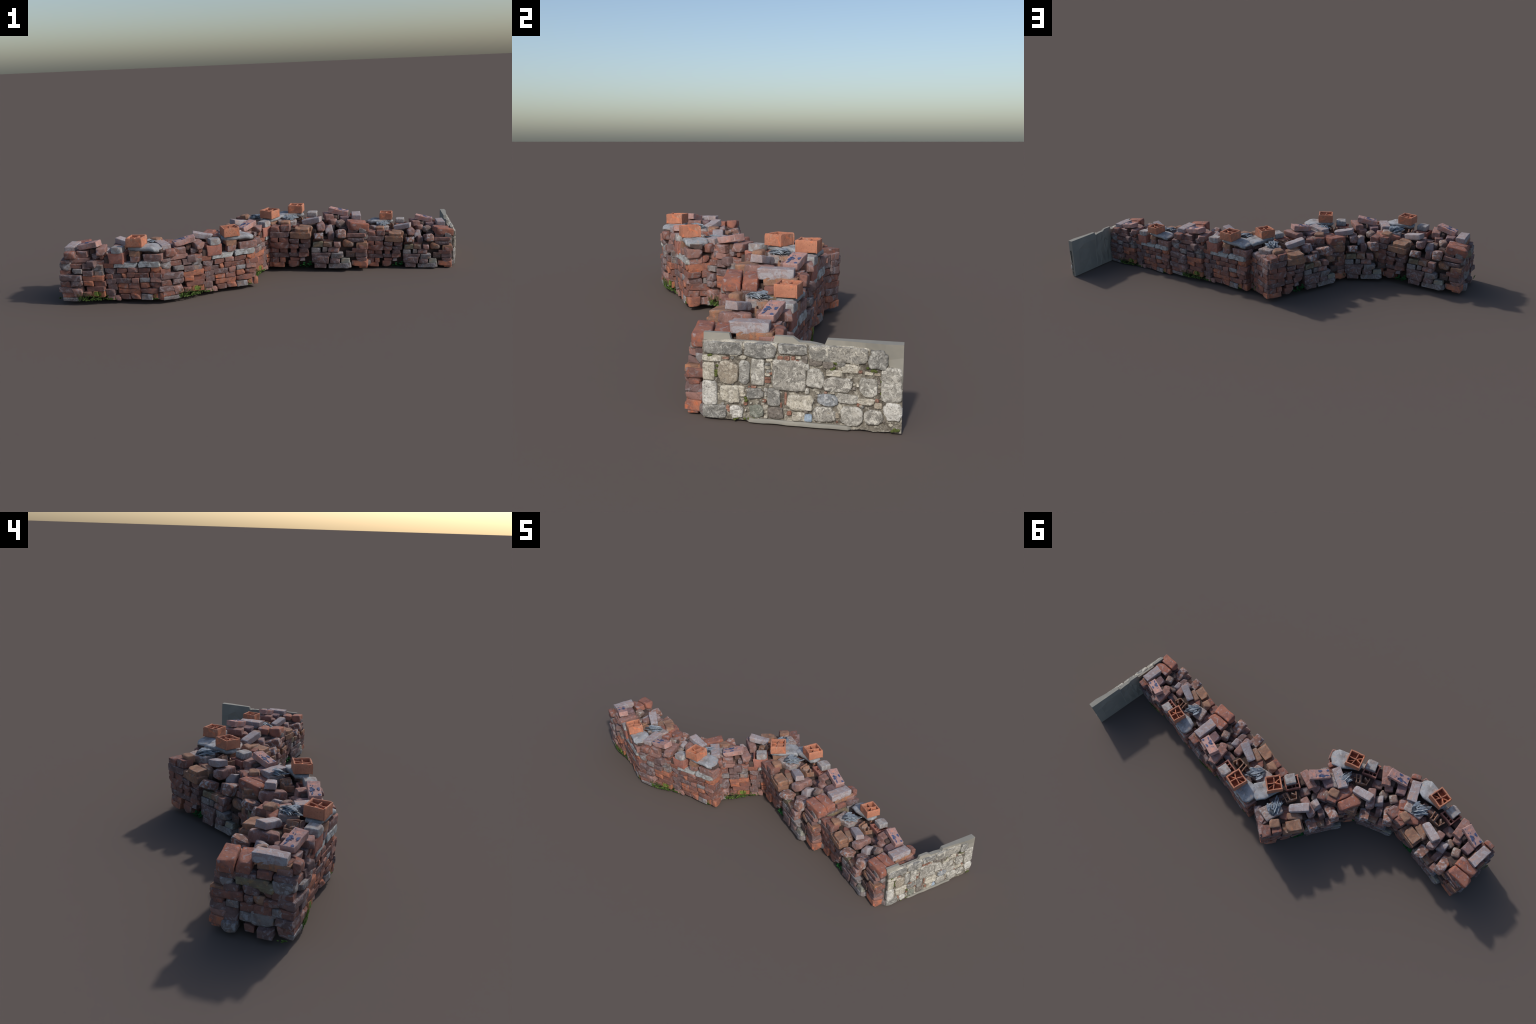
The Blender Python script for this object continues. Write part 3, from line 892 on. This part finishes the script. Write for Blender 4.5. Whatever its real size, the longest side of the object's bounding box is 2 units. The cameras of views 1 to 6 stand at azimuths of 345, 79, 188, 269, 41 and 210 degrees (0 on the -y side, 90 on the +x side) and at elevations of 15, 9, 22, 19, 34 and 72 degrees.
# roll the four edges back into the body
rim = [i for i in range(nu + 1)] + [j * (nu + 1) + nu for j in range(1, nz + 1)] + [nz * (nu + 1) + i for i in range(nu - 1, -1, -1)] + [j * (nu + 1) for j in range(nz - 1, 0, -1)]
o = len(V)
for r in rim:
    V.append(V[r] + Vector((0, .012, 0)))
for k in range(len(rim)):
    k2 = (k + 1) % len(rim)
    F.append((rim[k2], rim[k], o + k, o + k2))
mortar_me = new_mesh('mortar_face', [(V, F, 0)], [mortar_mat], 60)
link(mortar_me, 'mortar_face', masonry)

# back: faceted smooth slab with broken upstands along the top
def back_top(u):
    for u0, u1 in ((-.01, .056), (.153, .191), (.262, .43)):
        if u0 <= u <= u1:
            return .186
    return .171


us = [0, .03, .056, .060, .095, .130, .149, .153, .172, .191, .205, .225, .240, .256, .262, .30, .34, .38, LEN]
zs = [.0, .035, .075, .12, .155, 1]
rb = random.Random(12)
V, F = [], []
grid = {}
for i, u in enumerate(us):
    top = back_top(u)
    if .191 < u < .262:
        top = .171 + .006 * abs(math.sin(u * 160))
    for j, z in enumerate(zs):
        zz = top if j == len(zs) - 1 else z + (rb.uniform(-.012, .012) if 0 < j else 0)
        edge = i in (0, len(us) - 1) or j == 0 or j == len(zs) - 1
        w = -.0165 if edge else -.0160 + rb.uniform(-.003, .0035)
        uu = u + (0 if edge or back_top(u) != back_top(us[i - 1]) else rb.uniform(-.006, .006))
        grid[(i, j)] = len(V)
        V.append(P(uu, w, zz))
for i in range(len(us) - 1):
    for j in range(len(zs) - 1):
        q = [grid[(i, j)], grid[(i + 1, j)], grid[(i + 1, j + 1)], grid[(i, j + 1)]]
        if rb.random() < .5:
            F += [(q[0], q[2], q[1]), (q[0], q[3], q[2])]
        else:
            F += [(q[0], q[3], q[1]), (q[1], q[3], q[2])]
front = {}
for i, u in enumerate(us):
    for j, z in enumerate(zs):
        top = V[grid[(i, j)]].z
        w = -.003
        if j == len(zs) - 1:
            w = -.006 if u < .2 else (-.002 + .012 * smooth(.26, .41, u))
        if u == LEN and j >= 3:
            w = .006
        front[(i, j)] = len(V)
        V.append(P(V[grid[(i, j)]].x, w, top))
for i in range(len(us) - 1):
    for j in range(len(zs) - 1):
        F.append((front[(i, j)], front[(i + 1, j)], front[(i + 1, j + 1)], front[(i, j + 1)]))
    j = len(zs) - 1
    F.append((front[(i, j)], front[(i + 1, j)], grid[(i + 1, j)], grid[(i, j)]))
    F.append((grid[(i, 0)], grid[(i + 1, 0)], front[(i + 1, 0)], front[(i, 0)]))
for i, flip in ((0, False), (len(us) - 1, True)):
    for j in range(len(zs) - 1):
        q = (grid[(i, j)], front[(i, j)], front[(i, j + 1)], grid[(i, j + 1)])
        F.append(q[::-1] if flip else q)
back_me = new_mesh('rendered_back', [(V, F, 0)], [back_mat], 1)
bm = bmesh.new()
bm.from_mesh(back_me)
bmesh.ops.recalc_face_normals(bm, faces=bm.faces)
bm.to_mesh(back_me)
bm.free()
link(back_me, 'rendered_back', masonry)

# sloping bare footing strip under the middle of the face
v, f = worn_block((.215, .010, .009), 77, .25, 2, .6, .01)
foot_me = new_mesh('footing', [(transform(v, Matrix.Translation(P(.205, .005, .0046))), f, 0)], [back_mat], 20)
link(foot_me, 'footing', masonry)


def face_stone(u0, u1, z0, z1, shape, seed):
    """Weathered stone bedded in the face: superellipse outline, low cushion profile."""
    rnd = random.Random(seed)
    off = Vector((rnd.uniform(-30, 30), rnd.uniform(-30, 30), rnd.uniform(-30, 30)))
    cu, cz, hu, hz = (u0 + u1) / 2, (z0 + z1) / 2, (u1 - u0) / 2, (z1 - z0) / 2
    small = min(hu, hz)
    e = .30 if shape == 'r' else .62
    proud = min(.0050, .0018 + small * .16) + rnd.uniform(-.0006, .0012)
    n = 14 if small < .006 else 40
    V, F = [], []
    rings = [(1.0, -.006), (1.0, proud * .35), (.955, proud * .85), (.88, proud), (.7, proud * 1.05), (.45, proud * 1.0), (.2, proud)]
    for s, w in rings:
        for i in range(n):
            t = 6.2832 * (i + .5) / n
            c, sn = math.cos(t), math.sin(t)
            x = math.copysign(abs(c) ** e, c) * hu
            y = math.copysign(abs(sn) ** e, sn) * hz
            wob = 1 + .16 * noise.noise(Vector((c, sn, 0)) * 1.6 + off) * (1.5 if shape == 'c' else .5) + .05 * noise.noise(Vector((c, sn, 0)) * 6 + off)
            uu, zz = cu + x * s * wob, cz + y * s * wob
            uu = min(max(uu, -.001), LEN + .0008)
            q = Vector((uu, zz, 0))
            bump = 0 if w < 0 else .0018 * noise.noise(q * 70 + off) + .0010 * noise.noise(q * 180 + off)
            V.append(P(uu, .0045 + w + bump, zz))
    for r in range(len(rings) - 1):
        for i in range(n):
            F.append((r * n + i, r * n + (i + 1) % n, (r + 1) * n + (i + 1) % n, (r + 1) * n + i))
    V.append(P(cu, .0045 + proud, cz))
    o = (len(rings) - 1) * n
    for i in range(n):
        F.append((o + i, o + (i + 1) % n, len(V) - 1))
    return V, F


for k, (u0, u1, z0, z1, tone, shape) in enumerate(MASONRY_STONES):
    v, f = face_stone(u0, u1, z0, z1, shape, 500 + k)
    name = 'brick_fragment' if tone == 'brick' else ('capping_stone' if z1 > .165 else 'face_stone')
    link(new_mesh(name, [(v, f, 0)], [stone_mats[tone]], 50), name, masonry)
# capping stones run back over the body
for k, (u0, u1, zt) in enumerate(((.001, .088, .170), (.089, .160, .172), (.161, .224, .172), (.225, .349, .174))):
    v, f = worn_block((u1 - u0, .016, .014), 620 + k, .3, 3, 1.4, .006)
    link(new_mesh('capping_bed', [(transform(v, Matrix.Translation(P((u0 + u1) / 2, -.002, zt - .006))), f, 0)], [stone_mats['cream']], 40), 'capping_bed', masonry)

# gravel pressed into the joints
gravel = []
rg = random.Random(44)
for k in range(260):
    u, z = rg.uniform(.004, .410), rg.uniform(.004, .138)
    if any(a0 - .001 < u < a1 + .001 and b0 - .001 < z < b1 + .001 for a0, a1, b0, b1, _, _ in MASONRY_STONES):
        continue
    s = rg.uniform(.0016, .0048)
    v, f = face_stone(u - s, u + s, z - s * rg.uniform(.5, 1), z + s * rg.uniform(.5, 1), 'c', 700 + k)
    gravel.append((v, f, rg.choice((0, 0, 0, 1, 1, 2, 2, 3))))
ob = link(new_mesh('joint_gravel', gravel, [stone_mats['cream'], stone_mats['grey'], stone_mats['brown'], stone_mats['brick']], 60), 'joint_gravel', masonry)
ob['kind'] = 'stuff'

tufts = []
rt = random.Random(9)
for cu, cz, n, su, sz in ((.030, .105, 8, .003, .014), (.290, .141, 5, .008, .004), (.275, .125, 5, .008, .004), (.405, .008, 6, .007, .004), (.105, .006, 5, .010, .003),
                          (.020, .141, 3, .005, .002), (.375, .085, 4, .003, .012), (.072, .006, 3, .006, .003), (.095, .048, 3, .003, .004), (.360, .130, 5, .010, .004)):
    for k in range(n):
        u, z = cu + rt.gauss(0, su * .6), cz + rt.gauss(0, sz * .6)
        v, f, _ = moss_cushion((0, 0, 0), .0035, .0018, .0028, k + cu * 100)
        tufts.append((transform(v, Matrix.Translation(P(min(u, .413), .0065, max(z, .003)))), f, 0))
MAT['joint_moss'] = plain('joint_moss', (92, 98, 52), (70, 80, 40), 80)
ob = link(new_mesh('joint_moss', tufts, [MAT['joint_moss']], 80), 'joint_moss', masonry)
ob['kind'] = 'stuff'
